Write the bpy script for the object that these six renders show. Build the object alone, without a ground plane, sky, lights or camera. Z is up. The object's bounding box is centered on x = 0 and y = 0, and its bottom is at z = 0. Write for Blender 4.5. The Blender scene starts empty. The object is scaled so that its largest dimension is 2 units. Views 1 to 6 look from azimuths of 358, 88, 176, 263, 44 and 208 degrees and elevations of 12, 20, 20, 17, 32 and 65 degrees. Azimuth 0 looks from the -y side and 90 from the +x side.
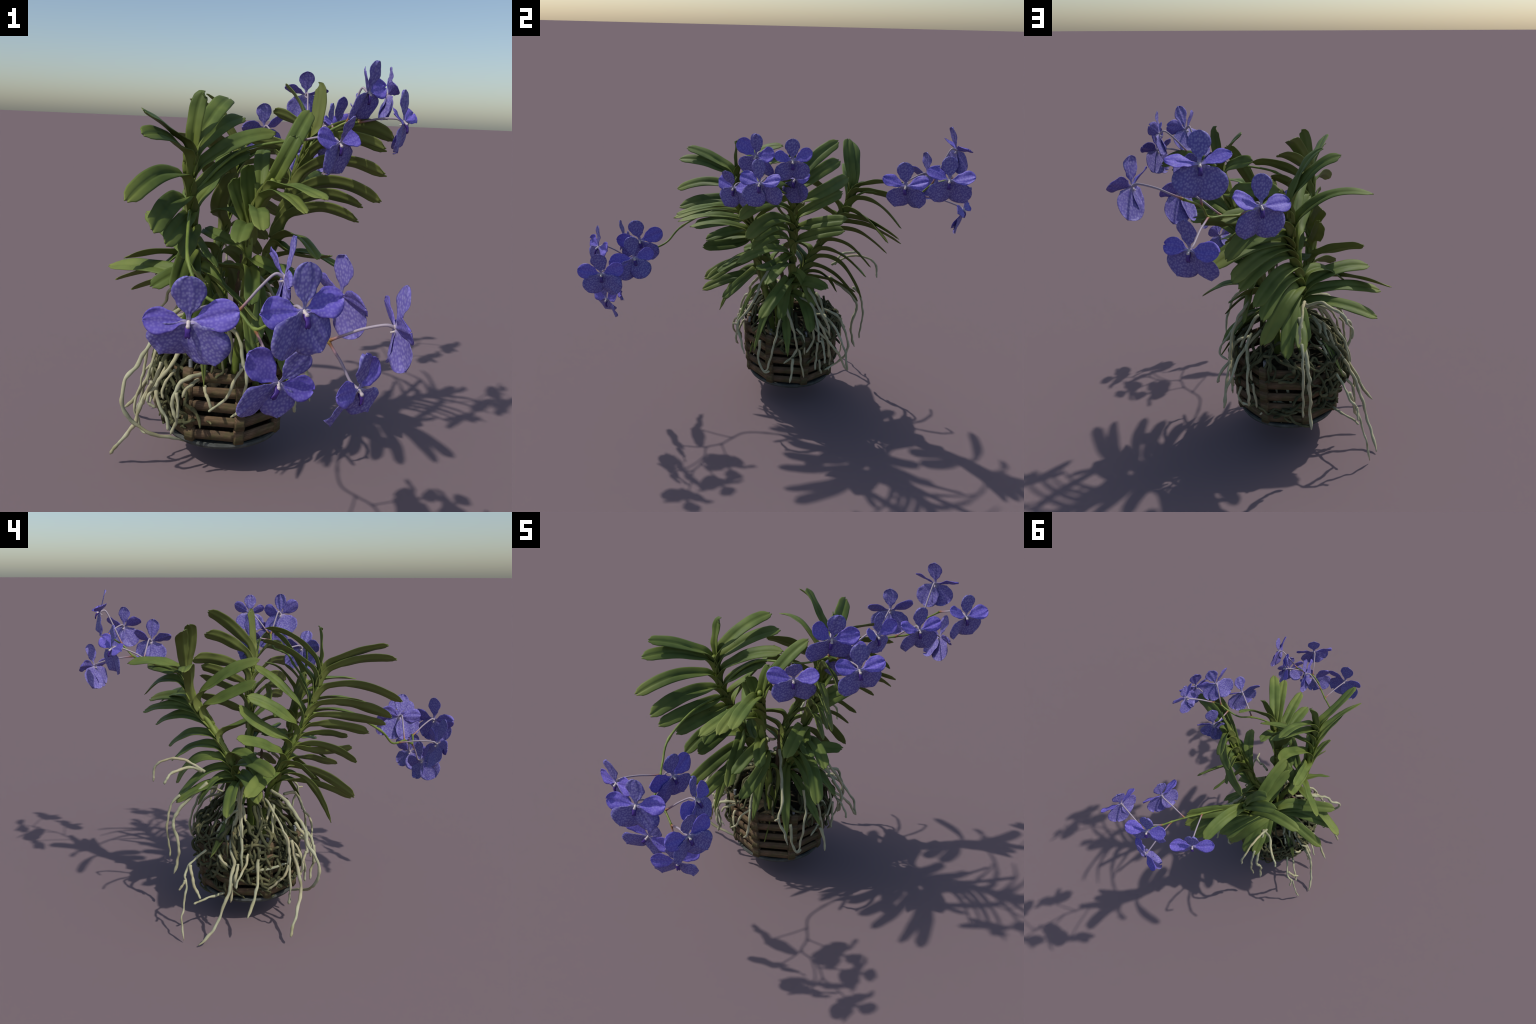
"""A blue-flowered orchid growing in a slatted wooden basket, with hanging roots."""
import bpy, math, random
from mathutils import Vector, Matrix, noise

random.seed(11)
COLL = bpy.context.scene.collection

# stem spine and leaves (height of the node on the stem, bend point, tip)
LEFT_STEM = [(-.1, .04, .6), (-.16, .01, .74), (-.215, -.045, .88), (-.225, -.13, 1.06), (-.226, -.175, 1.18), (-.22, -.205, 1.3)]
LEFT_LEAVES = [
    (1.3, (-.297, -.343, 1.397), (-.338, -.485, 1.415)),
    (1.26, (-.276, -.35, 1.378), (-.335, -.531, 1.348)),
    (1.18, (-.286, -.341, 1.288), (-.379, -.554, 1.156)),
    (1.11, (-.266, -.308, 1.18), (-.305, -.535, 1.069)),
    (1.06, (-.22, -.288, 1.088), (-.268, -.519, 1.028)),
    (1.01, (-.19, -.255, 1.044), (-.228, -.45, .977)),
    (.96, (-.187, -.197, 1), (-.12, -.37, .93)),
    (.92, (-.217, -.171, .87), (-.146, -.389, .881)),
    (.9, (-.227, -.197, .981), (-.25, -.389, .831)),
    (.85, (-.118, -.142, .855), (.024, -.353, .744)),
    (.79, (-.154, -.169, .836), (-.236, -.39, .647)),
    (.74, (-.169, -.163, .84), (-.152, -.295, .475)),
    (.71, (-.142, -.155, .752), (-.151, -.397, .609)),
    (.81, (-.24, -.08, .877), (-.361, -.157, .793)),
    (1.32, (-.204, -.211, 1.49), (-.176, -.193, 1.487)),
    (1.3, (-.128, -.107, 1.475), (-.1, .055, 1.477)),
    (1.26, (-.139, -.073, 1.406), (-.043, .059, 1.411)),
    (1.2, (-.091, -.123, 1.363), (.076, -.047, 1.358)),
    (1.13, (-.101, -.121, 1.272), (-.015, -.058, 1.286)),
    (1.07, (-.083, -.018, 1.242), (-.134, .114, 1.297)),
    (1, (-.26, .03, 1.149), (-.246, .162, 1.171)),
    (.93, (-.237, .121, 1.032), (-.233, .197, 1.125)),
    (.86, (-.317, .085, .978), (-.437, .222, 1.011)),
    (.76, (-.351, .064, .856), (-.586, .197, .786)),
]
# stem spine and leaves (height of the node on the stem, bend point, tip)
REAR_STEM = [(-.09, .13, .6), (-.13, .2, .75), (-.14, .24, .84), (-.1, .32, .99), (-.075, .42, 1.15), (-.06, .44, 1.27)]
REAR_LEAVES = [
    (1.28, (-.123, .4, 1.482), (-.207, .423, 1.504)),
    (1.27, (-.155, .468, 1.473), (-.279, .453, 1.478)),
    (1.16, (-.2, .423, 1.379), (-.419, .456, 1.315)),
    (1.12, (-.12, .256, 1.307), (-.167, .09, 1.33)),
    (1.08, (-.146, .238, 1.177), (-.192, .11, 1.23)),
    (1.26, (.005, .563, 1.347), (.043, .73, 1.3)),
    (1.24, (.042, .538, 1.281), (.214, .637, 1.273)),
    (1.18, (.057, .544, 1.291), (.198, .663, 1.113)),
    (1.12, (.068, .481, 1.199), (.269, .582, 1.06)),
    (1.07, (.056, .479, 1.175), (.256, .64, 1.077)),
    (1.04, (.023, .485, 1.141), (.179, .672, 1.026)),
    (.98, (-.013, .451, 1.114), (.152, .608, .963)),
    (.92, (-.048, .411, 1.029), (.086, .545, .853)),
    (.86, (-.041, .372, .971), (.057, .53, .783)),
    (.8, (-.109, .409, .937), (.055, .513, .656)),
    (.76, (-.086, .345, .854), (-.05, .516, .587)),
    (.72, (-.123, .311, .814), (-.154, .404, .602)),
    (.7, (-.119, .317, .76), (-.123, .511, .614)),
    (.96, (-.169, -.025, 1.092), (-.07, .05, 1.2)),
    (.85, (-.23, .15, .959), (-.38, .1, .78)),
    (.78, (-.286, .151, .915), (-.498, .066, .851)),
    (.74, (-.303, .171, .842), (-.546, .137, .744)),
    (.7, (-.276, .245, .787), (-.506, .277, .664)),
    (.64, (-.213, .172, .679), (-.339, .352, .392)),
    (.66, (-.122, .202, .72), (-.143, .263, .45)),
]
# stem spine and leaves (height of the node on the stem, bend point, tip)
RIGHT_STEM = [(-.02, .1, .6), (.03, .11, .74), (.07, .115, .85), (.11, .11, 1), (.165, .11, 1.165), (.222, .075, 1.33)]
RIGHT_LEAVES = [
    (1.34, (.259, .082, 1.535), (.236, .1, 1.547)),
    (1.33, (.202, .205, 1.503), (.129, .322, 1.545)),
    (1.29, (.234, .213, 1.418), (.079, .34, 1.439)),
    (1.22, (.21, .27, 1.317), (-.032, .406, 1.326)),
    (1.15, (.154, .261, 1.252), (.095, .365, 1.272)),
    (1.08, (.232, .227, 1.162), (.307, .361, 1.188)),
    (1, (.171, .248, 1.088), (.2, .37, 1.1)),
    (.72, (.11, .178, .815), (.204, .298, .771)),
    (1.27, (.339, .028, 1.478), (.51, -.05, 1.35)),
    (1.23, (.284, .011, 1.423), (.467, -.116, 1.316)),
    (1.15, (.25, -.002, 1.342), (.46, -.171, 1.232)),
    (1.08, (.269, .013, 1.267), (.458, -.134, 1.131)),
    (1.04, (.236, .025, 1.198), (.4, -.1, 1.11)),
    (.99, (.228, .021, 1.151), (.387, -.107, 1.057)),
    (.9, (.163, .027, 1.056), (.239, -.186, .925)),
    (.93, (.184, .003, .884), (.3, -.08, .92)),
    (.84, (.194, .07, .966), (.358, -.035, .855)),
    (.76, (.198, .081, .84), (.345, -.061, .659)),
    (.72, (.11, .084, .78), (.23, .05, .6)),
    (.68, (.053, -.001, .739), (.178, -.09, .38)),
    (.62, (.08, .08, .677), (.256, .095, .392)),
    (.64, (.087, .2, .734), (.24, .22, .53)),
    (.8, (.089, .166, .86), (.141, .239, .637)),
]
# stem spine and leaves (height of the node on the stem, bend point, tip)
SHORT_STEM = [(-.03, -.01, .6), (-.02, -.05, .75), (-.012, -.09, .92), (0, -.105, 1.05), (.035, -.15, 1.14), (.065, -.182, 1.2)]
SHORT_LEAVES = [
    (1.2, (.165, -.118, 1.405), (.199, -.014, 1.442)),
    (1.18, (.134, -.222, 1.354), (.141, -.187, 1.355)),
    (1.12, (.018, -.065, 1.305), (.041, .037, 1.293)),
    (1.16, (.097, -.275, 1.234), (.208, -.492, 1.177)),
    (1.1, (.075, -.289, 1.233), (.148, -.513, 1.135)),
    (1.06, (.01, -.277, 1.169), (.018, -.508, 1.079)),
    (1, (-.025, -.248, 1.113), (-.053, -.453, 1.027)),
    (1.05, (-.035, -.135, 1.241), (-.022, -.175, 1.245)),
    (1.01, (-.08, -.125, 1.188), (-.072, -.155, 1.195)),
    (1, (-.07, -.053, 1.125), (-.16, .01, 1.05)),
    (.93, (-.153, -.031, .988), (-.187, .084, .977)),
    (.86, (-.185, -.046, .867), (-.2, .06, .9)),
    (.9, (.045, -.175, .912), (.15, -.26, .87)),
    (.86, (.016, -.157, .904), (0, -.3, .78)),
    (.8, (.075, -.101, .827), (.02, -.27, .63)),
    (.7, (.039, .074, .735), (.041, -.11, .287)),
    (.68, (-.003, -.098, .74), (.026, -.19, .46)),
]
# flowers: column position, then the tips of dorsal sepal, two petals, two lateral sepals as offsets from it, then facing direction
LOW_FLOWERS = [
    ((-.173, -.829, .891), [(.002, -.029, .125), (-.114, -.004, .004), (.125, -.011, .034), (-.077, .031, -.106), (.068, .008, -.122)], (-.04, -.96, -.27)),
    ((.109, -.919, .956), [(.005, .007, .118), (-.108, -.055, .007), (.098, .074, .015), (-.048, -.055, -.104), (.051, .024, -.109)], (.55, -.84, .02)),
    ((.232, -.712, .943), [(-.001, -.016, .112), (.05, -.11, -.005), (-.047, .092, .019), (.045, -.048, -.104), (.021, .056, -.096)], (.92, .37, .13)),
    ((.076, -.706, .985), [(.028, -.02, .114), (0, -.119, .002), (-.031, .114, .043), (.001, -.052, -.119), (-.009, .062, -.111)], (.98, .14, -.15)),
    ((.062, -.847, .737), [(.071, .007, .083), (-.076, -.047, .097), (.092, .047, -.035), (-.091, -.052, -.073), (.006, .011, -.104)], (.4, -.9, -.18)),
    ((.27, -.856, .73), [(.016, -.028, .101), (-.061, -.083, .016), (.058, .066, .058), (-.072, -.024, -.089), (.037, .052, -.082)], (.72, -.61, -.33)),
    ((.352, -.854, .901), [(.016, -.011, .109), (.005, -.112, .026), (-.005, .107, .036), (.024, -.061, -.092), (.02, .077, -.093)], (1, .04, .01)),
]
# flowers: column position, then the tips of dorsal sepal, two petals, two lateral sepals as offsets from it, then facing direction
SIDE_FLOWERS = [
    ((.387, -.094, 1.512), [(.035, -.006, .103), (-.037, -.081, .065), (.075, .081, .024), (-.064, -.046, -.098), (.023, .057, -.093)], (.74, -.59, -.31)),
    ((.494, .068, 1.516), [(.013, -.006, .095), (.008, -.082, .028), (.024, .082, .045), (-.007, -.048, -.092), (-.008, .051, -.083)], (.98, -.05, -.2)),
    ((.526, -.077, 1.416), [(-.001, -.015, .108), (-.059, -.083, .024), (.057, .084, .036), (-.019, -.048, -.108), (.023, .08, -.089)], (.86, -.49, -.14)),
    ((.282, -.199, 1.336), [(.041, -.042, .084), (-.082, -.075, .024), (.074, .075, .024), (-.042, -.042, -.102), (.025, .063, -.108)], (.68, -.64, -.35)),
    ((.313, .097, 1.388), [(.015, -.021, .11), (-.055, -.052, .025), (.072, .055, .033), (-.033, -.015, -.126), (.038, .043, -.089)], (.65, -.73, -.21)),
]
# flowers: column position, then the tips of dorsal sepal, two petals, two lateral sepals as offsets from it, then facing direction
BACK_FLOWERS = [
    ((.063, .804, 1.367), [(-.005, -.015, .114), (.1, .05, .045), (-.107, -.05, .007), (.059, .027, -.112), (-.048, -.031, -.119)], (-.44, .9, -.08)),
    ((.268, .874, 1.536), [(-.002, -.034, .107), (.111, .022, .023), (-.105, -.021, .034), (.059, .033, -.098), (-.054, .008, -.116)], (-.2, .97, .13)),
    ((.363, .621, 1.375), [(.002, -.015, .114), (-.046, -.1, .03), (.057, .086, .044), (-.038, -.036, -.11), (.023, .07, -.098)], (.86, -.46, -.2)),
    ((.513, .779, 1.443), [(-.002, -.009, .105), (-.033, -.092, .044), (.052, .097, .025), (-.019, -.051, -.104), (.013, .069, -.103)], (.92, -.37, -.13)),
    ((.311, .929, 1.253), [(.008, .017, .111), (.091, -.047, .01), (-.094, .062, .012), (.05, -.044, -.108), (-.062, .013, -.114)], (.48, .84, -.24)),
]
LEFT_ROOTS = [
    [(-.2, .099, .6), (-.3, .099, .518), (-.36, .112, .431), (-.4, .122, .344), (-.44, .131, .27), (-.48, .159, .199), (-.52, .188, .15)],
    [(-.18, .196, .63), (-.27, .214, .571), (-.31, .239, .495), (-.35, .249, .434), (-.38, .24, .38), (-.41, .255, .322), (-.43, .266, .26), (-.45, .289, .204), (-.47, .322, .13), (-.49, .36, .069), (-.5, .422, .006)],
    [(-.2, .192, .597), (-.3, .202, .516), (-.34, .213, .427), (-.36, .201, .355)],
    [(-.2, .065, .639), (-.28, .044, .62), (-.33, .019, .573), (-.36, -.014, .498), (-.38, -.034, .426), (-.39, -.024, .358)],
    [(-.2, .033, .681), (-.29, -.023, .661), (-.35, -.076, .59), (-.385, -.111, .53), (-.42, -.115, .473), (-.455, -.149, .428), (-.465, -.167, .346), (-.435, -.154, .272), (-.36, -.133, .206), (-.24, -.065, .14)],
    [(-.33, -.051, .463), (-.36, -.066, .382), (-.4, -.076, .326), (-.42, -.084, .254), (-.44, -.079, .204), (-.48, -.056, .138), (-.52, -.031, .088), (-.54, -.02, .048)],
    [(-.3, .369, .417), (-.33, .432, .38), (-.35, .47, .338), (-.37, .477, .315), (-.38, .472, .299), (-.4, .477, .236), (-.42, .492, .16), (-.44, .5, .103), (-.449, .493, .015)],
    [(-.35, .451, .364), (-.37, .444, .313), (-.38, .434, .264), (-.39, .418, .227), (-.4, .407, .205)],
    [(-.3, .279, .178), (-.34, .345, .182), (-.38, .396, .183), (-.4, .439, .178)],
    [(-.38, .478, .3), (-.385, .485, .276), (-.39, .505, .249)],
    [(-.12, .35, .709), (-.13, .415, .654), (-.14, .486, .593), (-.145, .523, .536), (-.15, .532, .497), (-.155, .514, .429), (-.16, .505, .368), (-.16, .519, .291), (-.163, .534, .229)],
    [(-.12, .491, .647), (-.12, .53, .608), (-.12, .552, .554), (-.12, .564, .472), (-.12, .556, .388), (-.122, .551, .311)],
    [(-.15, .362, .775), (-.14, .417, .813), (-.13, .472, .838), (-.12, .521, .843), (-.11, .584, .823), (-.1, .614, .785), (-.1, .619, .745), (-.096, .624, .716)],
    [(-.15, .381, .779), (-.2, .418, .812), (-.24, .479, .818), (-.28, .527, .812), (-.3, .547, .797), (-.306, .56, .767)],
]
LEFT_SHORT_ROOTS = [
    [(-.2, .032, .61), (-.25, .027, .608), (-.3, .04, .562), (-.33, .04, .475)],
    [(-.25, .046, .616), (-.3, .077, .537), (-.31, .084, .515)],
    [(-.33, .13, .452), (-.37, .171, .405), (-.4, .187, .361), (-.43, .22, .317), (-.448, .233, .271)],
    [(-.34, .187, .318), (-.37, .122, .329), (-.37, .047, .339), (-.36, -.023, .354)],
    [(-.35, -.037, .338), (-.36, -.011, .283), (-.36, .02, .25), (-.35, .056, .212), (-.34, .093, .195)],
    [(-.33, .309, .401), (-.35, .287, .369), (-.35, .25, .34), (-.34, .206, .319)],
    [(-.36, -.122, .413), (-.38, -.1, .362), (-.39, -.096, .327), (-.4, -.089, .298)],
    [(-.22, .181, .617), (-.28, .174, .573), (-.3, .155, .54)],
]
FRONT_ROOTS = [
    [(-.094, -.05, .623), (-.041, -.12, .609), (-.02, -.15, .557), (-.016, -.17, .51), (-.004, -.18, .485), (-.005, -.19, .4), (-.017, -.19, .349), (-.056, -.18, .305)],
    [(-.018, -.17, .495), (-.044, -.2, .463), (-.074, -.21, .397), (-.11, -.2, .357), (-.14, -.19, .328)],
    [(-.15, -.1, .447), (-.204, -.15, .451), (-.244, -.17, .434), (-.266, -.18, .398), (-.277, -.18, .347), (-.262, -.18, .297), (-.265, -.17, .261), (-.28, -.16, .219)],
    [(-.261, -.18, .398), (-.252, -.19, .353), (-.253, -.19, .297)],
    [(-.178, -.1, .421), (-.199, -.14, .422), (-.226, -.16, .405), (-.241, -.17, .371)],
    [(-.157, -.14, .408), (-.15, -.16, .387), (-.14, -.17, .367), (-.134, -.17, .331)],
    [(-.258, -.08, .527), (-.292, -.12, .471), (-.328, -.13, .429), (-.346, -.13, .393)],
    [(-.274, -.1, .454), (-.291, -.14, .44), (-.316, -.15, .393), (-.311, -.15, .357)],
    [(-.341, -.06, .393), (-.345, -.1, .374), (-.333, -.12, .317), (-.307, -.13, .271), (-.295, -.13, .219)],
    [(-.309, -.05, .463), (-.337, -.09, .406), (-.374, -.1, .343), (-.376, -.1, .316), (-.35, -.1, .296)],
    [(-.075, -.04, .605), (-.065, -.08, .554), (-.062, -.1, .48)],
    [(-.369, 0, .535), (-.391, -.02, .495), (-.404, -.03, .421), (-.418, -.03, .357), (-.433, -.03, .314), (-.44, -.03, .244), (-.423, -.03, .206), (-.408, -.03, .157), (-.36, -.05, .156)],
]
RIGHT_ROOTS = [
    [(.1, .202, .734), (.16, .247, .671), (.19, .289, .596), (.2, .319, .533), (.2, .325, .488)],
    [(.14, .227, .564), (.19, .259, .52), (.2, .308, .472), (.22, .365, .406), (.23, .402, .342), (.235, .429, .298)],
    [(.12, .088, .621), (.18, .122, .537), (.2, .141, .455), (.2, .146, .393), (.2, .113, .346), (.2, .08, .314)],
    [(.15, .059, .597), (.19, .04, .503), (.2, .015, .392), (.2, -.01, .281), (.2, -.038, .265)],
    [(.22, .126, .357), (.26, .122, .302), (.278, .109, .238)],
    [(.17, -.055, .445), (.19, -.06, .347), (.2, -.031, .265), (.2, .004, .266)],
    [(.03, -.004, .814), (.08, -.046, .767), (.12, -.079, .694), (.18, -.133, .617), (.2, -.179, .558), (.22, -.165, .493), (.232, -.143, .393)],
    [(.2, -.179, .558), (.2, -.206, .562)],
    [(.18, .143, .522), (.2, .185, .463), (.2, .194, .374)],
    [(.19, .16, .403), (.2, .177, .315), (.2, .195, .227)],
    [(.18, .235, .538), (.2, .237, .456), (.2, .202, .386)],
    [(.19, .263, .443), (.2, .259, .355), (.2, .256, .276)],
    [(.19, .282, .474), (.2, .297, .433), (.2, .302, .363)],
    [(.1, .291, .607), (.12, .36, .586), (.12, .398, .533), (.12, .441, .416), (.12, .433, .328), (.12, .379, .27), (.15, .319, .247)],
    [(.06, .256, .687), (.1, .282, .645), (.14, .302, .58), (.15, .317, .547)],
]
REAR_ROOTS = [
    [(-.072, .22, .57), (-.065, .3, .491), (-.081, .33, .405), (-.068, .35, .342), (-.095, .36, .194)],
    [(-.01, .32, .416), (-.02, .34, .269), (-.037, .35, .143)],
    [(-.014, .34, .262), (.017, .35, .242), (.066, .35, .195)],
    [(-.02, .34, .262), (-.062, .35, .245), (-.098, .35, .219)],
    [(.049, .2, .578), (.107, .3, .564), (.161, .36, .52), (.198, .4, .438), (.223, .42, .385), (.234, .429, .295)],
    [(.105, .25, .572), (.142, .3, .589), (.165, .31, .585)],
    [(.053, .15, .656), (.139, .22, .658), (.201, .25, .589), (.244, .26, .529), (.252, .26, .488), (.21, .28, .464)],
    [(.189, .25, .588), (.203, .3, .501), (.199, .32, .445), (.189, .33, .348)],
    [(.119, .28, .514), (.115, .33, .461), (.099, .35, .391)],
    [(.204, .28, .463), (.229, .29, .429), (.26, .3, .388), (.268, .3, .353)],
    [(-.194, .2, .71), (-.262, .2, .668), (-.326, .2, .565), (-.366, .2, .494), (-.388, .2, .395), (-.384, .2, .338)],
    [(-.194, .15, .715), (-.257, .18, .726), (-.329, .2, .686), (-.349, .2, .632), (-.398, .2, .569), (-.4, .2, .514)],
    [(-.368, .24, .312), (-.403, .25, .274), (-.414, .258, .18)],
    [(-.379, .22, .371), (-.404, .23, .326), (-.419, .24, .261)],
    [(.099, .34, .364), (.089, .35, .301), (.081, .35, .238)],
    [(.039, .33, .41), (.044, .35, .32), (.026, .35, .284)],
    [(.154, .28, .316), (.168, .29, .259), (.138, .3, .222)],
    [(-.215, .25, .56), (-.252, .3, .504), (-.275, .32, .426), (-.28, .32, .371)],
    [(-.201, .2, .644), (-.23, .27, .616), (-.231, .29, .593)],
    [(-.251, .2, .608), (-.257, .25, .579), (-.274, .27, .541)],
]

LOW_SPIKE = [(-.225, -.14, 1.08), (-.215, -.34, 1.067), (-.202, -.51, .981), (-.157, -.588, .904), (-.1, -.645, .885),
             (-.046, -.70, .882), (0, -.76, .852), (.053, -.78, .882), (.12, -.79, .872), (.19, -.812, .845)]
LOW_NODES = [4, 7, 8, 5, 6, 9, 9]
SIDE_SPIKE = [(-.225, -.155, 1.12), (-.13, -.13, 1.23), (-.039, -.094, 1.296), (.068, -.088, 1.324), (.148, -.07, 1.333),
              (.214, -.035, 1.345), (.282, -.027, 1.38), (.33, -.03, 1.405), (.372, -.027, 1.407)]
SIDE_NODES = [7, 8, 8, 4, 6]
BACK_SPIKE = [(-.068, .43, 1.19), (.03, .5, 1.262), (.133, .59, 1.275), (.205, .66, 1.292), (.255, .715, 1.306),
              (.275, .77, 1.362), (.33, .85, 1.41)]
BACK_NODES = [2, 5, 3, 6, 4]

BASKET_CENTRE = Vector((-.088, .134, 0))
BASKET_TURN = math.radians(-7.5)
FLOOR_Z, RIM_Z = .135, .465

# ------------------------------------------------------------------ materials

class Nodes:
    def __init__(self, name):
        self.mat = bpy.data.materials.new(name)
        self.mat.use_nodes = True
        self.t = self.mat.node_tree
        self.bsdf = self.t.nodes['Principled BSDF']
        self.out = self.t.nodes['Material Output']
    def n(self, kind, **kw):
        nd = self.t.nodes.new(kind)
        for k, v in kw.items():
            if k in nd.inputs:
                nd.inputs[k].default_value = v
            else:
                setattr(nd, k, v)
        return nd
    def link(self, a, b):
        self.t.links.new(a, b)
    def coord(self, scale=(1, 1, 1)):
        tc = self.n('ShaderNodeTexCoord')
        mp = self.n('ShaderNodeMapping')
        mp.inputs['Scale'].default_value = scale
        self.link(tc.outputs['Object'], mp.inputs['Vector'])
        return mp.outputs['Vector']
    def ramp(self, fac, stops, interp='LINEAR'):
        r = self.n('ShaderNodeValToRGB')
        r.color_ramp.interpolation = interp
        els = r.color_ramp.elements
        while len(els) < len(stops):
            els.new(.5)
        for e, (p, c) in zip(els, stops):
            e.position = p
            e.color = (*c, 1) if len(c) == 3 else c
        self.link(fac, r.inputs['Fac'])
        return r.outputs['Color']
    def mix(self, fac, a, b, mode='MIX'):
        m = self.n('ShaderNodeMix', data_type='RGBA', blend_type=mode)
        for sock, v in ((m.inputs[0], fac), (m.inputs[6], a), (m.inputs[7], b)):
            if hasattr(v, 'links'):
                self.link(v, sock)
            elif isinstance(v, (int, float)):
                sock.default_value = v
            else:
                sock.default_value = (*v, 1)
        return m.outputs[2]
    def math(self, op, a, b=0.0):
        m = self.n('ShaderNodeMath', operation=op)
        for sock, v in ((m.inputs[0], a), (m.inputs[1], b)):
            if hasattr(v, 'links'):
                self.link(v, sock)
            else:
                sock.default_value = v
        return m.outputs[0]
    def noise(self, vec, scale, detail=3, rough=.55):
        nd = self.n('ShaderNodeTexNoise', Scale=scale, Detail=detail, Roughness=rough)
        self.link(vec, nd.inputs['Vector'])
        return nd.outputs['Fac']
    def bump(self, height, strength, dist=.002):
        b = self.n('ShaderNodeBump', Strength=strength, Distance=dist)
        self.link(height, b.inputs['Height'])
        self.link(b.outputs['Normal'], self.bsdf.inputs['Normal'])
    def finish(self, col, rough=.5, spec=.4, translucent=0):
        self.link(col, self.bsdf.inputs['Base Color'])
        self.bsdf.inputs['Roughness'].default_value = rough
        self.bsdf.inputs['Specular IOR Level'].default_value = spec
        if translucent:
            tr = self.n('ShaderNodeBsdfTranslucent')
            self.link(col, tr.inputs['Color'])
            mx = self.n('ShaderNodeMixShader', Fac=translucent)
            self.link(self.bsdf.outputs[0], mx.inputs[1])
            self.link(tr.outputs[0], mx.inputs[2])
            self.link(mx.outputs[0], self.out.inputs['Surface'])
        return self.mat


def leaf_material(name, tint):
    m = Nodes(name)
    v = m.coord()
    big = m.noise(v, 9, 2)
    fine = m.noise(v, 60, 4)
    rnd = m.n('ShaderNodeObjectInfo').outputs['Random']
    c = m.ramp(big, [(.28, (.082, .122, .028)), (.52, (.140, .195, .046)), (.74, (.215, .270, .066))])
    c = m.mix(m.math('MULTIPLY', rnd, .45), c, (.165, .235, .060))
    c = m.mix(m.math('MULTIPLY', fine, .25), c, (.05, .085, .02))
    # a few dry brown specks
    vo = m.n('ShaderNodeTexVoronoi', Scale=38)
    m.link(v, vo.inputs['Vector'])
    spot = m.ramp(vo.outputs['Distance'], [(0, (1, 1, 1)), (.07, (1, 1, 1)), (.12, (0, 0, 0))])
    gate = m.ramp(m.noise(v, 14, 1), [(.60, (0, 0, 0)), (.66, (1, 1, 1))])
    c = m.mix(m.mix(1.0, spot, gate, 'MULTIPLY'), c, (.03, .03, .012))
    # yellower at the clasping base (object origin)
    tc = m.n('ShaderNodeTexCoord')
    ln = m.n('ShaderNodeVectorMath', operation='LENGTH')
    m.link(tc.outputs['Object'], ln.inputs[0])
    root = m.ramp(ln.outputs['Value'], [(.03, (1, 1, 1)), (.14, (0, 0, 0))])
    c = m.mix(m.math('MULTIPLY', root, .6), c, (.22, .26, .05))
    far = m.ramp(ln.outputs['Value'], [(.26, (0, 0, 0)), (.42, (1, 1, 1))])
    c = m.mix(m.math('MULTIPLY', m.math('MULTIPLY', far, m.noise(v, 7, 1)), 1.1), c, (.29, .32, .075))
    c = m.mix(tint[0], c, tint[1])
    m.bump(fine, .12, .002)
    return m.finish(c, .55, .22, .20)


def shoot_material():
    m = Nodes('shoot_green')
    v = m.coord()
    c = m.ramp(m.noise(v, 14, 3), [(.3, (.14, .19, .035)), (.7, (.24, .29, .06))])
    return m.finish(c, .5, .35)


def dry_material():
    m = Nodes('dry_sheath_brown')
    v = m.coord((1, 1, .3))
    c = m.ramp(m.noise(v, 40, 3), [(.3, (.05, .035, .02)), (.7, (.16, .11, .06))])
    return m.finish(c, .8, .2)


def petal_material(name, cell, pale, deep, light):
    """Violet tissue netted with pale cells; white towards the claw (local y = 0)."""
    m = Nodes(name)
    v = m.coord((1.1, .95, 1))
    warp = m.n('ShaderNodeTexNoise', Scale=60, Detail=1)
    m.link(v, warp.inputs['Vector'])
    dv = m.n('ShaderNodeVectorMath', operation='SCALE')
    m.link(warp.outputs['Color'], dv.inputs[0])
    dv.inputs['Scale'].default_value = .004
    ad = m.n('ShaderNodeVectorMath', operation='ADD')
    m.link(v, ad.inputs[0])
    m.link(dv.outputs[0], ad.inputs[1])
    vo = m.n('ShaderNodeTexVoronoi', Scale=cell, Randomness=.7, voronoi_dimensions='2D', feature='SMOOTH_F1', Smoothness=.35)
    m.link(ad.outputs[0], vo.inputs['Vector'])
    cells = m.ramp(vo.outputs['Distance'], [(.06, (1, 1, 1)), (.60, (0, 0, 0))], 'EASE')
    patch = m.ramp(m.noise(v, 22, 2), [(.3, (.35, .35, .35)), (.7, (1, 1, 1))])
    mask = m.mix(1.0, cells, patch, 'MULTIPLY')
    tone = m.mix(m.noise(v, 18, 1), deep, light)
    rnd = m.n('ShaderNodeObjectInfo').outputs['Random']
    tone = m.mix(m.math('MULTIPLY', rnd, .3), tone, (.14, .115, .44))
    c = m.mix(m.math('MULTIPLY', mask, .66), tone, pale)
    tc = m.n('ShaderNodeTexCoord')
    sep = m.n('ShaderNodeSeparateXYZ')
    m.link(tc.outputs['Object'], sep.inputs[0])
    claw = m.ramp(m.math('MULTIPLY', sep.outputs['Y'], 10), [(.05, (1, 1, 1)), (.24, (0, 0, 0))])
    c = m.mix(m.math('MULTIPLY', claw, .7), c, (.52, .45, .58))
    m.bump(vo.outputs['Distance'], .10, .0015)
    return m.finish(c, .55, .3, .16)


def plain(name, lo, hi, scale=60, rough=.5, spec=.35, tr=0):
    m = Nodes(name)
    v = m.coord()
    c = m.ramp(m.noise(v, scale, 3), [(.3, lo), (.7, hi)])
    return m.finish(c, rough, spec, tr)


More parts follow.
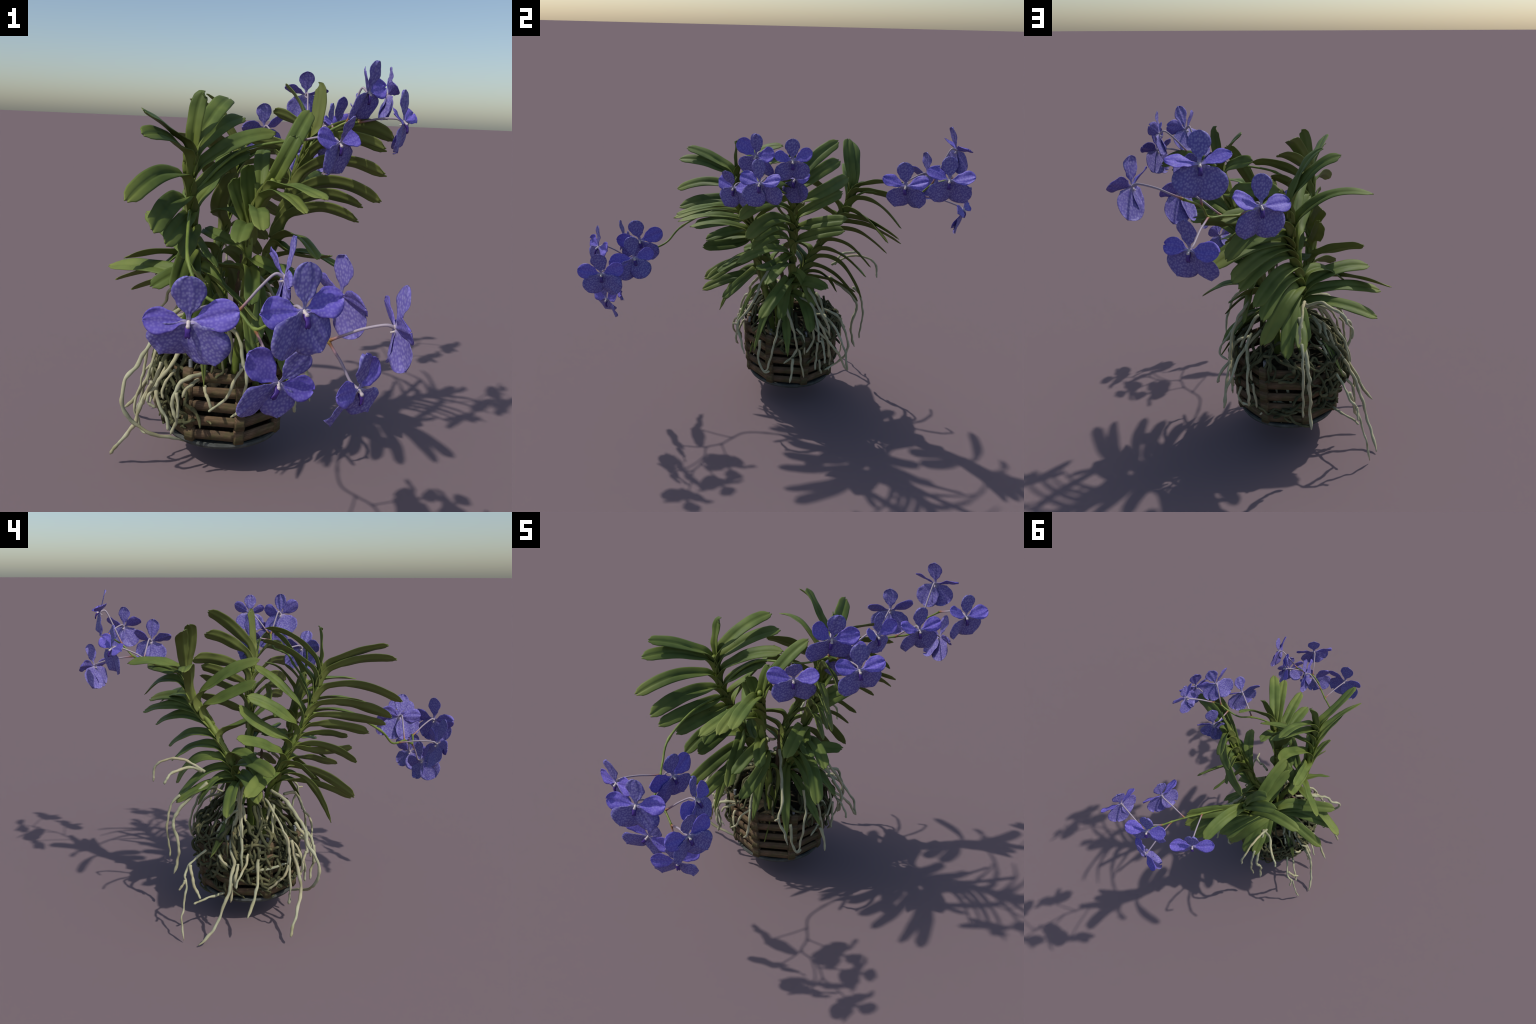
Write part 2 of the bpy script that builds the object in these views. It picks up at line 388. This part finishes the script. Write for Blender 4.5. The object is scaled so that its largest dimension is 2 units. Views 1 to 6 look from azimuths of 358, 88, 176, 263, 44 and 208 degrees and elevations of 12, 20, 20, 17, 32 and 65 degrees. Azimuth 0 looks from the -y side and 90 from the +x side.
def pedicel_material():
    m = Nodes('flower_stalk_pale')
    tc = m.n('ShaderNodeTexCoord')
    ln = m.n('ShaderNodeVectorMath', operation='LENGTH')
    m.link(tc.outputs['Object'], ln.inputs[0])
    c = m.ramp(m.math('MULTIPLY', ln.outputs['Value'], 8), [(0, (.22, .26, .05)), (.09, (.30, .13, .05)), (.22, (.36, .20, .22)), (.5, (.37, .31, .36))])
    return m.finish(c, .5, .35)


def spike_material():
    m = Nodes('spike_green')
    v = m.coord()
    c = m.ramp(m.noise(v, 20, 3), [(.3, (.10, .15, .025)), (.62, (.19, .25, .045)), (.8, (.24, .20, .06))])
    return m.finish(c, .5, .35)


def root_material():
    m = Nodes('aerial_root_silver')
    v = m.coord()
    rnd = m.n('ShaderNodeObjectInfo').outputs['Random']
    c = m.ramp(m.noise(v, 12, 3), [(.28, (.27, .28, .16)), (.5, (.47, .47, .31)), (.72, (.60, .58, .40))])
    warm = m.ramp(m.noise(v, 7, 3), [(.42, (0, 0, 0)), (.66, (1, 1, 1))])
    c = m.mix(m.math('MULTIPLY', warm, .55), c, (.46, .36, .17))
    c = m.mix(m.math('MULTIPLY', rnd, .35), c, (.33, .36, .25))
    fine = m.noise(v, 220, 4)
    c = m.mix(m.math('MULTIPLY', fine, .3), c, (.18, .17, .09))
    m.bump(fine, .3, .002)
    return m.finish(c, .75, .2)


def tangle_material():
    m = Nodes('root_tangle_brown')
    v = m.coord()
    c = m.ramp(m.noise(v, 14, 4), [(.25, (.03, .036, .018)), (.5, (.085, .088, .042)), (.7, (.19, .175, .085)), (.85, (.26, .16, .07))])
    fine = m.noise(v, 200, 4)
    c = m.mix(m.math('MULTIPLY', fine, .35), c, (.05, .05, .03))
    m.bump(fine, .3, .002)
    return m.finish(c, .8, .15)


def wood_material():
    m = Nodes('weathered_wood')
    v = m.coord((2, 14, 14))
    grain = m.noise(v, 9, 5, .65)
    c = m.ramp(grain, [(.25, (.055, .036, .022)), (.5, (.15, .095, .055)), (.75, (.25, .165, .10))])
    rnd = m.n('ShaderNodeObjectInfo').outputs['Random']
    c = m.mix(m.math('MULTIPLY', rnd, .45), c, (.07, .05, .035))
    w = m.coord()
    alg = m.ramp(m.noise(w, 16, 3), [(.45, (0, 0, 0)), (.65, (1, 1, 1))])
    c = m.mix(m.math('MULTIPLY', alg, .7), c, (.075, .08, .03))
    m.bump(grain, .5, .003)
    return m.finish(c, .85, .15)


def slate_material():
    m = Nodes('grey_base_plate')
    v = m.coord()
    c = m.ramp(m.noise(v, 22, 4), [(.3, (.045, .05, .045)), (.7, (.11, .115, .105))])
    return m.finish(c, .75, .2)


def bark_material():
    m = Nodes('bark_medium')
    v = m.coord()
    c = m.ramp(m.noise(v, 40, 4), [(.3, (.008, .008, .006)), (.7, (.05, .042, .026))])
    m.bump(m.noise(v, 60, 4), .8, .01)
    return m.finish(c, .9, .1)


LEAF = leaf_material('leaf_green', (0.0, (0, 0, 0)))
LEAF_UNDER = leaf_material('leaf_underside_olive', (.6, (.195, .215, .062)))  # olive brightened to make up for light the shaded undersides lacked
SHOOT = shoot_material()
DRY = dry_material()
SEPAL = (petal_material('netted_sepal_violet', 100, (.48, .46, .76), (.130, .108, .385), (.185, .155, .50)),
         petal_material('netted_sepal_back', 100, (.46, .42, .70), (.145, .115, .41), (.21, .17, .52)))
PETAL = (petal_material('netted_petal_violet', 110, (.37, .31, .76), (.155, .110, .54), (.21, .155, .69)),  # more vivid than the sepals: sunlight on the petals is tinted into the colour
         petal_material('netted_petal_back', 110, (.38, .33, .68), (.135, .105, .42), (.19, .15, .53)))
LIP = plain('lip_dark_purple', (.035, .015, .16), (.09, .035, .28), 80, .4, .4)
COLUMN = plain('column_cream', (.52, .44, .48), (.66, .58, .50), 90, .45, .4)
PEDICEL = pedicel_material()
SPIKE = spike_material()
ROOT = root_material()
TANGLE = tangle_material()
WOOD = wood_material()
SLATE = slate_material()
BARK = bark_material()
METAL = plain('dull_metal', (.16, .17, .18), (.30, .31, .32), 50, .45, .5)

# ------------------------------------------------------------------ helpers


def add(name, verts, faces, mat, parent=None, matrix=None, smooth=True, back=None, skin=0):
    """Mesh object; with 'back', the odd faces of a sheet's first 'skin' faces are its underside."""
    me = bpy.data.meshes.new(name)
    me.from_pydata([tuple(v) for v in verts], [], faces)
    me.materials.append(mat)
    if back:
        me.materials.append(back)
        me.polygons.foreach_set('material_index', [1 if i < skin and i % 2 else 0 for i in range(len(faces))])
    if smooth:
        me.polygons.foreach_set('use_smooth', [True] * len(me.polygons))
    me.update()
    ob = bpy.data.objects.new(name, me)
    COLL.objects.link(ob)
    if parent:
        ob.parent = parent
    if matrix is not None:
        ob.matrix_basis = matrix
    return ob


def catmull(pts, per=8):
    p = [Vector(q) for q in pts]
    p = [p[0] * 2 - p[1]] + p + [p[-1] * 2 - p[-2]]
    out = []
    for i in range(1, len(p) - 2):
        a, b, c, d = p[i - 1:i + 3]
        for k in range(per):
            t = k / per
            out.append(.5 * (2 * b + (c - a) * t + (2 * a - 5 * b + 4 * c - d) * t * t + (3 * b - a - 3 * c + d) * t ** 3))
    out.append(p[-2].copy())
    return out


def tangents(pts):
    n = len(pts)
    return [(pts[min(i + 1, n - 1)] - pts[max(i - 1, 0)]).normalized() for i in range(n)]


def tube(pts, radius, sides=8, squash=None):
    """Vertices and faces of a closed tube; radius is a function of 0..1."""
    n = len(pts)
    tan = tangents(pts)
    ref = tan[0].orthogonal().normalized()
    verts, faces = [], []
    for i, (p, t) in enumerate(zip(pts, tan)):
        ref = (ref - t * ref.dot(t)).normalized()
        bi = t.cross(ref)
        r = radius(i / (n - 1))
        for k in range(sides):
            a = 2 * math.pi * k / sides
            verts.append(p + ref * math.cos(a) * r + bi * math.sin(a) * r)
    for i in range(n - 1):
        for k in range(sides):
            a, b = i * sides + k, i * sides + (k + 1) % sides
            faces.append((a, b, b + sides, a + sides))
    faces.append(tuple(range(sides))[::-1])
    faces.append(tuple(range((n - 1) * sides, n * sides)))
    return verts, faces


def sheet(grid, normals, thick):
    """Close a grid of points into a thin solid: the second skin lies 'thick' below."""
    rows, cols = len(grid), len(grid[0])
    verts = [p for r in grid for p in r]
    verts += [grid[i][j] - normals[i][j] * thick(i / (rows - 1), j / (cols - 1)) for i in range(rows) for j in range(cols)]
    off, faces = rows * cols, []
    ix = lambda i, j: i * cols + j
    for i in range(rows - 1):
        for j in range(cols - 1):
            q = (ix(i, j), ix(i, j + 1), ix(i + 1, j + 1), ix(i + 1, j))
            faces.append(q)
            faces.append(tuple(a + off for a in q[::-1]))
    rim = [ix(0, j) for j in range(cols)] + [ix(i, cols - 1) for i in range(1, rows)] + \
          [ix(rows - 1, j) for j in range(cols - 2, -1, -1)] + [ix(i, 0) for i in range(rows - 2, 0, -1)]
    for a, b in zip(rim, rim[1:] + rim[:1]):
        faces.append((b, a, a + off, b + off))
    return verts, faces


def lerp_table(t, table):
    for (a, va), (b, vb) in zip(table, table[1:]):
        if t <= b:
            k = (t - a) / (b - a)
            k = k * k * (3 - 2 * k)
            return va + (vb - va) * k
    return table[-1][1]


def smooth(a, b, x):
    k = min(1, max(0, (x - a) / (b - a)))
    return k * k * (3 - 2 * k)

# ------------------------------------------------------------------ the plant

orchid = bpy.data.objects.new('orchid', None)
COLL.objects.link(orchid)
orchid['label'] = 'Blue-violet orchid in a round slatted basket with hanging roots'
orchid['category'] = 'potted orchid'


def stem_point(spine, z):
    for a, b in zip(spine, spine[1:]):
        if z <= b.z:
            return a.lerp(b, max(0, (z - a.z) / (b.z - a.z)))
    return spine[-1].copy()


def leaf_shape(spine, z, bend, tip, rng, face):
    base = stem_point(spine, z)
    below, above = stem_point(spine, z - .06), stem_point(spine, z + .06)
    axis = (above - below).normalized() if (above - below).length > .02 else Vector((0, 0, 1))
    bend, tip = Vector(bend), Vector(tip)
    out = (bend - base)
    out = (out - axis * out.dot(axis))
    if out.length < .02:
        out = tip - base
        out = out - axis * out.dot(axis)
    out.normalize()
    bez = [base.lerp(bend, t).lerp(bend.lerp(tip, t), t) for t in [k / 24 for k in range(25)]]
    pts = [base - axis * .055 + out * .013, base - axis * .03 + out * .015, base - axis * .008 + out * .018] + bez[3:]
    path = catmull(pts, 2)
    for _ in range(4):
        path = [path[0]] + [(path[i - 1] + path[i] * 2 + path[i + 1]) / 4 for i in range(1, len(path) - 1)] + [path[-1]]
    length = sum((b - a).length for a, b in zip(path, path[1:]))
    tan = tangents(path)
    side0 = out.cross(axis).normalized()
    plane = (bend - base).cross(tip - base)
    if plane.length > .004:
        plane.normalize()
        if plane.dot(side0) < 0:
            plane = -plane
        side1 = (side0 * .45 + plane * .55).normalized()
    else:
        side1 = side0
    pointed = tip.z < .5
    wide = .070 * min(1, .55 + length * 1.15) * rng.uniform(.92, 1.06) * (.78 if pointed else 1)
    if pointed:
        widths = [(0, .62), (.12, .66), (.35, .95), (.55, 1), (.75, .78), (.9, .4), (1, .04)]
    else:
        widths = [(0, .92), (.08, 1.06), (.22, .88), (.5, .97), (.72, 1), (.88, .90), (.955, .70), (1, .34)]
    roll = rng.uniform(-.2, .2)
    face = face(base, tip)
    ph, amp = rng.uniform(0, 9), rng.uniform(.0008, .0028)
    lobe = rng.choice((-1, 1)) * rng.uniform(.4, 1)
    cols = 11
    grid, norms = [], []
    run = 0
    for i, (p, t) in enumerate(zip(path, tan)):
        if i:
            run += (path[i] - path[i - 1]).length
        u = run / length
        side = side0.lerp(side1, smooth(.1, .5, u))
        side = (side - t * side.dot(t)).normalized()
        side = Matrix.Rotation(roll * smooth(.2, 1, u), 3, t) @ side
        up = side.cross(t)
        if i == 0:
            sign = 1 if up.dot(-out) > 0 else -1
        up = up * sign
        lean = face - t * face.dot(t)
        up2 = (up + lean * smooth(.12, .5, u)).normalized()
        side = side * (1 if t.cross(up2).dot(side) > 0 else -1)
        flip = 1 if up2.cross(t).dot(side) > 0 else -1
        side = up2.cross(t) * flip
        up = up2
        hw = wide * .5 * lerp_table(u, widths)
        fold = math.radians(lerp_table(u, [(0, 70), (.14, 60), (.34, 28), (.7, 15), (1, 9)]))
        row, nrow = [], []
        for j in range(cols):
            s = j / (cols - 1) * 2 - 1
            a = abs(s)
            curl = fold * (1 - .35 * a)
            x = s * hw * math.cos(curl)
            y = a * hw * math.sin(curl) - .0035 * max(0, 1 - a * 4) * smooth(.1, .3, u) - .003 * a * a * smooth(.3, .7, u)
            y += amp * math.sin(u * 17 + ph + (3 if s > 0 else 0)) * a * a
            y -= hw * .45 * math.sin(fold) * smooth(.2, .45, u)
            q = p + side * x + up * y
            if not pointed and u > .93:
                k = (u - .93) / .07
                q -= t * k * .011 * math.exp(-(s / .22) ** 2)
                q += t * k * .008 * lobe * s
                q -= t * k * .012 * a ** 3
            n = (up * math.cos(curl) - side * (1 if s > 0 else -1) * (math.sin(curl) if a > .05 else 0)).normalized()
            row.append(q - base)
            nrow.append(n)
        grid.append(row)
        norms.append(nrow)
    def thick(r, c):
        e = abs(c * 2 - 1)
        return .0052 * (1 - .62 * e ** 2) * (1 - .4 * smooth(.8, 1, r))
    v, f = sheet(grid, norms, thick)
    return base, v, f, 2 * (len(grid) - 1) * (cols - 1)


# the way the blades of each row turn their upper face (length = how strongly)
def left_facing(base, tip):
    if tip.y < base.y - .1:
        return Vector((1.1, 0, .2))
    return Vector((.3, -.8, .3)) if base.z > 1.1 else Vector((-1.2, 0, .3))


def rear_facing(base, tip):
    if tip.x > base.x + .05:
        return Vector((-.6, .5, .4))
    if tip.z > 1.4:
        return Vector((.9, .5, .2))
    if base.z > 1 and tip.y < base.y - .1:
        return Vector((-1.2, 0, .3))
    return Vector((-.5, .4, .5))


def right_facing(base, tip):
    if tip.y > base.y + .1:
        return Vector((1.3, 0, .3))
    return Vector((0, 1.5, .2)) if base.z > .95 else Vector((.5, -.4, .4))


def short_facing(base, tip):
    return Vector((0, -1.2, .2)) if tip.z > 1.18 and tip.y > -.3 else Vector((.1, -.3, .8))


def build_shoot(spine_pts, leaves, seed, face):
    rng = random.Random(seed)
    foot = Vector(spine_pts[0])
    down = foot.lerp(BASKET_CENTRE, .25)
    spine = catmull([Vector((down.x, down.y, .38))] + [Vector(p) for p in spine_pts], 6)
    org = spine[0].copy()
    v, f = tube([p - org for p in spine], lambda t: .019 - .008 * t, 10)
    shoot = add('shoot', v, f, SHOOT, orchid, Matrix.Translation(org))
    for z, bend, tip in leaves:
        base, v, f, skin = leaf_shape(spine, z, bend, tip, rng, face)
        add('leaf', v, f, LEAF, shoot, Matrix.Translation(base - org), back=LEAF_UNDER, skin=skin)
    return shoot


for k, (st, lv, fc) in enumerate(((LEFT_STEM, LEFT_LEAVES, left_facing), (REAR_STEM, REAR_LEAVES, rear_facing),
                                  (RIGHT_STEM, RIGHT_LEAVES, right_facing), (SHORT_STEM, SHORT_LEAVES, short_facing))):
    build_shoot(st, lv, 40 + k, fc)

# dry leafless stub between the shoots
stub = [Vector(p) for p in ((-.055, .07, .58), (-.05, .07, .70), (-.04, .065, .80), (-.036, .06, .88))]
o0 = stub[0].copy()
v, f = tube([p - o0 for p in catmull(stub, 6)], lambda t: .015 * (1 - .75 * t) + .002 * math.sin(t * 40), 8)
add('dry_stub', v, f, DRY, orchid, Matrix.Translation(o0))

# ------------------------------------------------------------------ flowers

CLAW = {
    'dorsal': ([(0, .11), (.16, .15), (.40, .70), (.62, 1), (1, 1)], .64),
    'petal': ([(0, .13), (.14, .19), (.40, .76), (.62, 1), (1, 1)], .64),
    'lateral': ([(0, .16), (.10, .32), (.32, .82), (.56, 1), (1, 1)], .56),
}


def outline(kind, u):
    """Half width along a petal: a narrow claw widening into a blade with a round end."""
    table, shoulder = CLAW[kind]
    w = lerp_table(u, table)
    if u > shoulder:
        w *= math.sqrt(max(0, 1 - ((u - shoulder) / (1.002 - shoulder)) ** 2.2))
    return w


def petal(name, kind, tipvec, facing, half, cup, twist, skew, mat, parent, rng):
    L = tipvec.length * 1.02
    y = tipvec.normalized()
    z = (facing - y * facing.dot(y)).normalized()
    z = Matrix.Rotation(twist, 3, y) @ z
    x = y.cross(z)
    rows, cols = 24, 13
    ph, amp = rng.uniform(0, 9), rng.uniform(.0010, .0030)
    back = rng.uniform(-.06, .10)
    edge = rng.uniform(-.12, .22)
    grid, norms = [], []
    for i in range(rows):
        u = i / (rows - 1)
        uu = 1 - (1 - u) ** 1.7
        h = half * L * outline(kind, uu)
        row = []
        for j in range(cols):
            s = j / (cols - 1) * 2 - 1
            px = s * h + skew * L * math.sin(math.pi * uu * .8)
            py = uu * L
            pz = cup * L * (s * s) * smooth(.1, .6, uu) - back * L * uu * uu - edge * L * .5 * smooth(.75, 1.1, uu) * abs(s) ** 3
            pz -= .0025 * math.exp(-(s / .12) ** 2) * smooth(.05, .3, uu)
            pz += amp * math.sin(uu * 13 + ph + s * 2.5) * (abs(s) ** 2) + amp * math.sin(s * 7 + ph) * uu
            row.append(Vector((px, py, pz)))
        grid.append(row)
    for i in range(rows):
        norms.append([])
        for j in range(cols):
            a = grid[i][min(j + 1, cols - 1)] - grid[i][max(j - 1, 0)]
            b = grid[min(i + 1, rows - 1)][j] - grid[max(i - 1, 0)][j]
            norms[i].append(a.cross(b).normalized())
    v, f = sheet(grid, norms, lambda r, c: .0022 * (1 - .55 * abs(c * 2 - 1)) * (1.9 - .9 * smooth(0, .25, r)))
    m = Matrix((x, y, z)).transposed().to_4x4()
    m.translation = facing * .002
    return add(name, v, f, mat[0], parent, m, back=mat[1], skin=2 * (rows - 1) * (cols - 1))


def build_flower(pos, tips, facing, node, seed, tilts):
    rng = random.Random(seed)
    pos, facing = Vector(pos), Vector(facing).normalized()
    tips = [Vector(t) for t in tips]
    up = (tips[0] - facing * tips[0].dot(facing)).normalized()
    # column: a stubby cream knob with an anther cap, leaning forward
    prof = [(-.006, .0035), (-.002, .0062), (.004, .0058), (.010, .0050), (.014, .0062), (.018, .0055), (.0205, .002)]
    axis = (facing - up * .55).normalized()
    pts = [axis * a for a, _ in catmull_pairs(prof)]
    rad = [r for _, r in catmull_pairs(prof)]
    v, f = tube(pts, lambda t: rad[round(t * (len(rad) - 1))], 10)
    flower = add('flower', v, f, COLUMN, orchid, Matrix.Translation(pos))
    side = up.cross(facing)      # towards the viewer's left
    petal('sepal', 'dorsal', tips[0], facing, .345, -.02, rng.uniform(-.15, .15), 0, SEPAL, flower, rng)
    for k, sg in ((1, 1), (2, -1)):
        tilt = sg * rng.uniform(*tilts)
        petal('petal', 'petal', tips[k], facing, .325, .03, tilt, 0, PETAL, flower, rng)
    for k, sg in ((3, 1), (4, -1)):
        petal('sepal', 'lateral', tips[k], facing, .48, -.10, -sg * rng.uniform(.08, .36), sg * .015, SEPAL, flower, rng)
    # lip: narrow keeled tongue with a two-lobed tip and a spur behind
    down = (-up * .92 + facing * .42).normalized()
    lift = (facing - down * facing.dot(down)).normalized()
    wide = down.cross(lift)
    grid = []
    for i in range(12):
        u = i / 11
        w = .0082 * lerp_table(u, [(0, .6), (.25, 1), (.6, .8), (.85, 1), (1, .5)])
        grid.append([facing * .006 + down * (.004 + .038 * u - .004 * (1 - abs(s)) * smooth(.8, 1, u)) + wide * s * w
                     + lift * (.006 * math.sin(u * 3) + .005 * (1 - abs(s)) * (1 - u)) for s in (-1, -.5, 0, .5, 1)])
    norms = [[lift] * 5 for _ in range(12)]
    v, f = sheet(grid, norms, lambda r, c: .0055)
    add('lip', v, f, LIP, flower)
    spur = catmull([facing * .006 - up * .006, -facing * .004 - up * .012, -facing * .012 - up * .014], 4)
    v, f = tube(spur, lambda t: .0042 - .0018 * t, 7)
    add('spur', v, f, COLUMN, flower)
    # flower stalk
    node = Vector(node)
    back = pos - facing * .028 + up * .006
    d = (pos - node).length
    mid = node.lerp(back, .6) + Vector((0, 0, .035 * d))
    path = [p - node for p in catmull([node, node.lerp(mid, .5), mid, back, pos - facing * .002], 6)]
    v, f = tube(path, lambda t: .0062 - .0022 * smooth(0, .12, t) + .0012 * smooth(.7, .95, t), 8)
    add('flower_stalk', v, f, PEDICEL, orchid, Matrix.Translation(node))


def catmull_pairs(prof):
    pts = catmull([(a, r, 0) for a, r in prof], 3)
    return [(p.x, p.y) for p in pts]


for s, (spike, flowers, nodes) in enumerate(((LOW_SPIKE, LOW_FLOWERS, LOW_NODES), (SIDE_SPIKE, SIDE_FLOWERS, SIDE_NODES), (BACK_SPIKE, BACK_FLOWERS, BACK_NODES))):
    path = catmull(spike, 6)
    org = path[0].copy()
    marks = sorted(set(nodes)) + [2]
    def rad(t, n=len(spike) - 1):
        k = t * n
        return .0058 - .0016 * t + sum(.0022 * math.exp(-((k - m) / .09) ** 2) for m in marks)
    v, f = tube([p - org for p in path], rad, 9)
    add('flower_spike', v, f, SPIKE, orchid, Matrix.Translation(org))
    for k, ((pos, tips, facing), nd) in enumerate(zip(flowers, nodes)):
        build_flower(pos, tips, facing, spike[nd], 100 * s + k, ((.15, .5), (.6, 1.05), (.75, 1.15))[s])

# ------------------------------------------------------------------ roots

def root(pts, r, rng, mat, name='root', collect=None, wob=.006):
    path = catmull(pts, 7)
    ph = Vector((rng.uniform(0, 50), rng.uniform(0, 50), rng.uniform(0, 50)))
    n = len(path)
    path = [p + noise.noise_vector(p * 22 + ph) * wob * smooth(0, .1, i / n) for i, p in enumerate(path)]
    lump = rng.uniform(0, 20)
    def rad(t):
        k = 1 + .16 * math.sin(t * n * .55 + lump) * math.sin(t * n * .21) + .10 * math.sin(t * n * 1.3 + lump)
        return r * k * (1.12 - .3 * t) * (1 - .55 * smooth(.96, 1, t))
    org = path[0].copy()
    if collect is not None:
        v, f = tube(path, rad, 7)
        off = len(collect[0])
        collect[0].extend(v)
        collect[1].extend(tuple(a + off for a in q) for q in f)
        return
    v, f = tube([p - org for p in path], rad, 9)
    return add(name, v, f, mat, orchid, Matrix.Translation(org))


rng = random.Random(5)
for grp in (LEFT_ROOTS, LEFT_SHORT_ROOTS, FRONT_ROOTS, RIGHT_ROOTS, REAR_ROOTS):
    for k, pts in enumerate(grp):
        thick = .0084 if grp is LEFT_ROOTS and k in (0, 1, 4, 5, 10) else rng.uniform(.0055, .0076)
        root(pts, thick, rng, ROOT)

# tangle: roots that creep from the crown over the rim and down the basket wall
def wall(a, z):
    """Radius of the draped root mass at height z."""
    r = lerp_table(z, [(.10, .25), (.2, .272), (.32, .292), (.46, .288), (.55, .22), (.62, .12), (.70, .04)])
    return r


tangle = ([], [])
for k in range(105):
    a = rng.uniform(-math.pi, math.pi)
    front = math.cos(a + math.pi / 2 - .25)       # fewer on the bare front face
    z = rng.uniform(.42, .66)
    end = rng.uniform(.16, .44)
    if math.cos(a - math.pi * .3) > .3:             # the back and right walls stay barer
        end = max(end, rng.uniform(.26, .5))
    if front > .55:
        end = max(end, rng.uniform(.40, .5))
        if rng.random() < .4:
            continue
    pts, drift = [], rng.uniform(-.35, .35)
    while z > end:
        rr = wall(a, z) + rng.uniform(-.03, .015)
        pts.append((BASKET_CENTRE.x + rr * math.cos(a), BASKET_CENTRE.y + rr * math.sin(a), z))
        z -= rng.uniform(.025, .06)
        a += drift * .22 + rng.uniform(-.13, .13)
        drift += rng.uniform(-.3, .3)
    if len(pts) > 2:
        root(pts, rng.uniform(.0055, .0092), rng, TANGLE, collect=tangle, wob=.012)
for k in range(52):                                # roots lying round the wall
    a = rng.uniform(math.pi * .2, math.pi * 1.2)
    z = rng.uniform(.2, .54)
    pts = []
    for i in range(rng.randint(4, 8)):
        rr = wall(a, z) + rng.uniform(-.035, .005)
        pts.append((BASKET_CENTRE.x + rr * math.cos(a), BASKET_CENTRE.y + rr * math.sin(a), z))
        a += rng.uniform(.08, .2)
        z += rng.uniform(-.03, .03)
    root(pts, rng.uniform(.005, .008), rng, TANGLE, collect=tangle, wob=.012)
t = add('root_tangle', tangle[0], tangle[1], TANGLE, orchid)
t['kind'] = 'stuff'

# ------------------------------------------------------------------ basket

def box(size, bevel=.0025):
    x, y, z = (s / 2 for s in size)
    import bmesh
    bm = bmesh.new()
    bmesh.ops.create_cube(bm, size=1)
    bmesh.ops.scale(bm, vec=(size[0], size[1], size[2]), verts=bm.verts)
    bmesh.ops.subdivide_edges(bm, edges=[e for e in bm.edges if abs(e.verts[0].co.x - e.verts[1].co.x) > .001], cuts=5)
    bmesh.ops.bevel(bm, geom=[e for e in bm.edges if e.is_boundary or e.calc_face_angle(0) > 1], offset=bevel, segments=2, affect='EDGES')
    me = bpy.data.meshes.new('slat')
    bm.to_mesh(me)
    bm.free()
    me.materials.append(WOOD)
    me.polygons.foreach_set('use_smooth', [True] * len(me.polygons))
    return me


# round base plate
n = 64
prof = [(0, -.012), (.17, -.010), (.215, .000), (.240, .014), (.247, .026), (.245, .034), (.236, .036), (.228, .030), (0, .030)]
verts, faces = [], []
for r, z in prof:
    for k in range(n):
        a = 2 * math.pi * k / n
        verts.append(Vector((r * math.cos(a), r * math.sin(a), z)))
for i in range(len(prof) - 1):
    for k in range(n):
        a, b = i * n + k, i * n + (k + 1) % n
        faces.append((a, b, b + n, a + n))
basket = add('basket', verts, faces, SLATE, orchid, Matrix.Translation(BASKET_CENTRE + Vector((0, 0, FLOOR_Z - .02))), smooth=False)

LEVELS, SIDES = 5, 8
step = (RIM_Z - FLOOR_Z - .02) / LEVELS
rng = random.Random(3)
for lv in range(LEVELS):
    z = FLOOR_Z + .02 + step * (lv + .5) - (FLOOR_Z - .02)
    r = lerp_table(lv / (LEVELS - 1), [(0, .236), (.5, .251), (1, .253)])
    width = 2 * r * math.tan(math.pi / SIDES)
    mesh = box((width * 1.03, .014, step * .62), .0018)
    block = box((.040, .026, step * .98), .003)
    for k in range(SIDES):
        a = BASKET_TURN + 2 * math.pi * k / SIDES
        turn = Matrix.Rotation(a + math.pi / 2, 4, 'Z')
        ob = bpy.data.objects.new('slat', mesh)
        COLL.objects.link(ob)
        ob.parent = basket
        jit = rng.uniform(-.004, .004)
        ob.matrix_basis = Matrix.Translation((r * math.cos(a), r * math.sin(a), z + jit)) @ turn @ Matrix.Rotation(rng.uniform(-.02, .02), 4, 'Y')
        a += math.pi / SIDES
        rc = (r - .004) / math.cos(math.pi / SIDES)
        ob = bpy.data.objects.new('corner_block', block)
        COLL.objects.link(ob)
        ob.parent = basket
        ob.matrix_basis = Matrix.Translation((rc * math.cos(a), rc * math.sin(a), z)) @ Matrix.Rotation(a + math.pi / 2 + rng.uniform(-.06, .06), 4, 'Z')
# metal pins standing in the corners
v, f = tube([Vector((0, 0, 0)), Vector((0, 0, .012)), Vector((0, 0, .03))], lambda t: .008, 12)
for k in range(0, SIDES, 1):
    a = BASKET_TURN + 2 * math.pi * (k + .5) / SIDES
    rc = .256
    add('pin', v, f, METAL, basket, Matrix.Translation((rc * math.cos(a), rc * math.sin(a), RIM_Z - FLOOR_Z + .018)), smooth=False)

# dark bark filling, domed towards the crown
verts, faces = [], []
rings = [(.200, .0), (.205, .10), (.205, .20), (.19, .235), (.13, .245), (.07, .25), (.03, .255), (.004, .26)]
n = 48
for r, z in rings:
    for k in range(n):
        a = 2 * math.pi * k / n
        p = Vector((r * math.cos(a), r * math.sin(a), z))
        verts.append(p + p.normalized() * .014 * noise.noise(p * 26))
for i in range(len(rings) - 1):
    for k in range(n):
        a, b = i * n + k, i * n + (k + 1) % n
        faces.append((a, b, b + n, a + n))
faces.append(tuple(range(n))[::-1])
faces.append(tuple(range((len(rings) - 1) * n, len(rings) * n)))
add('bark_medium', verts, faces, BARK, orchid, Matrix.Translation(BASKET_CENTRE + Vector((0, 0, FLOOR_Z + .016))))
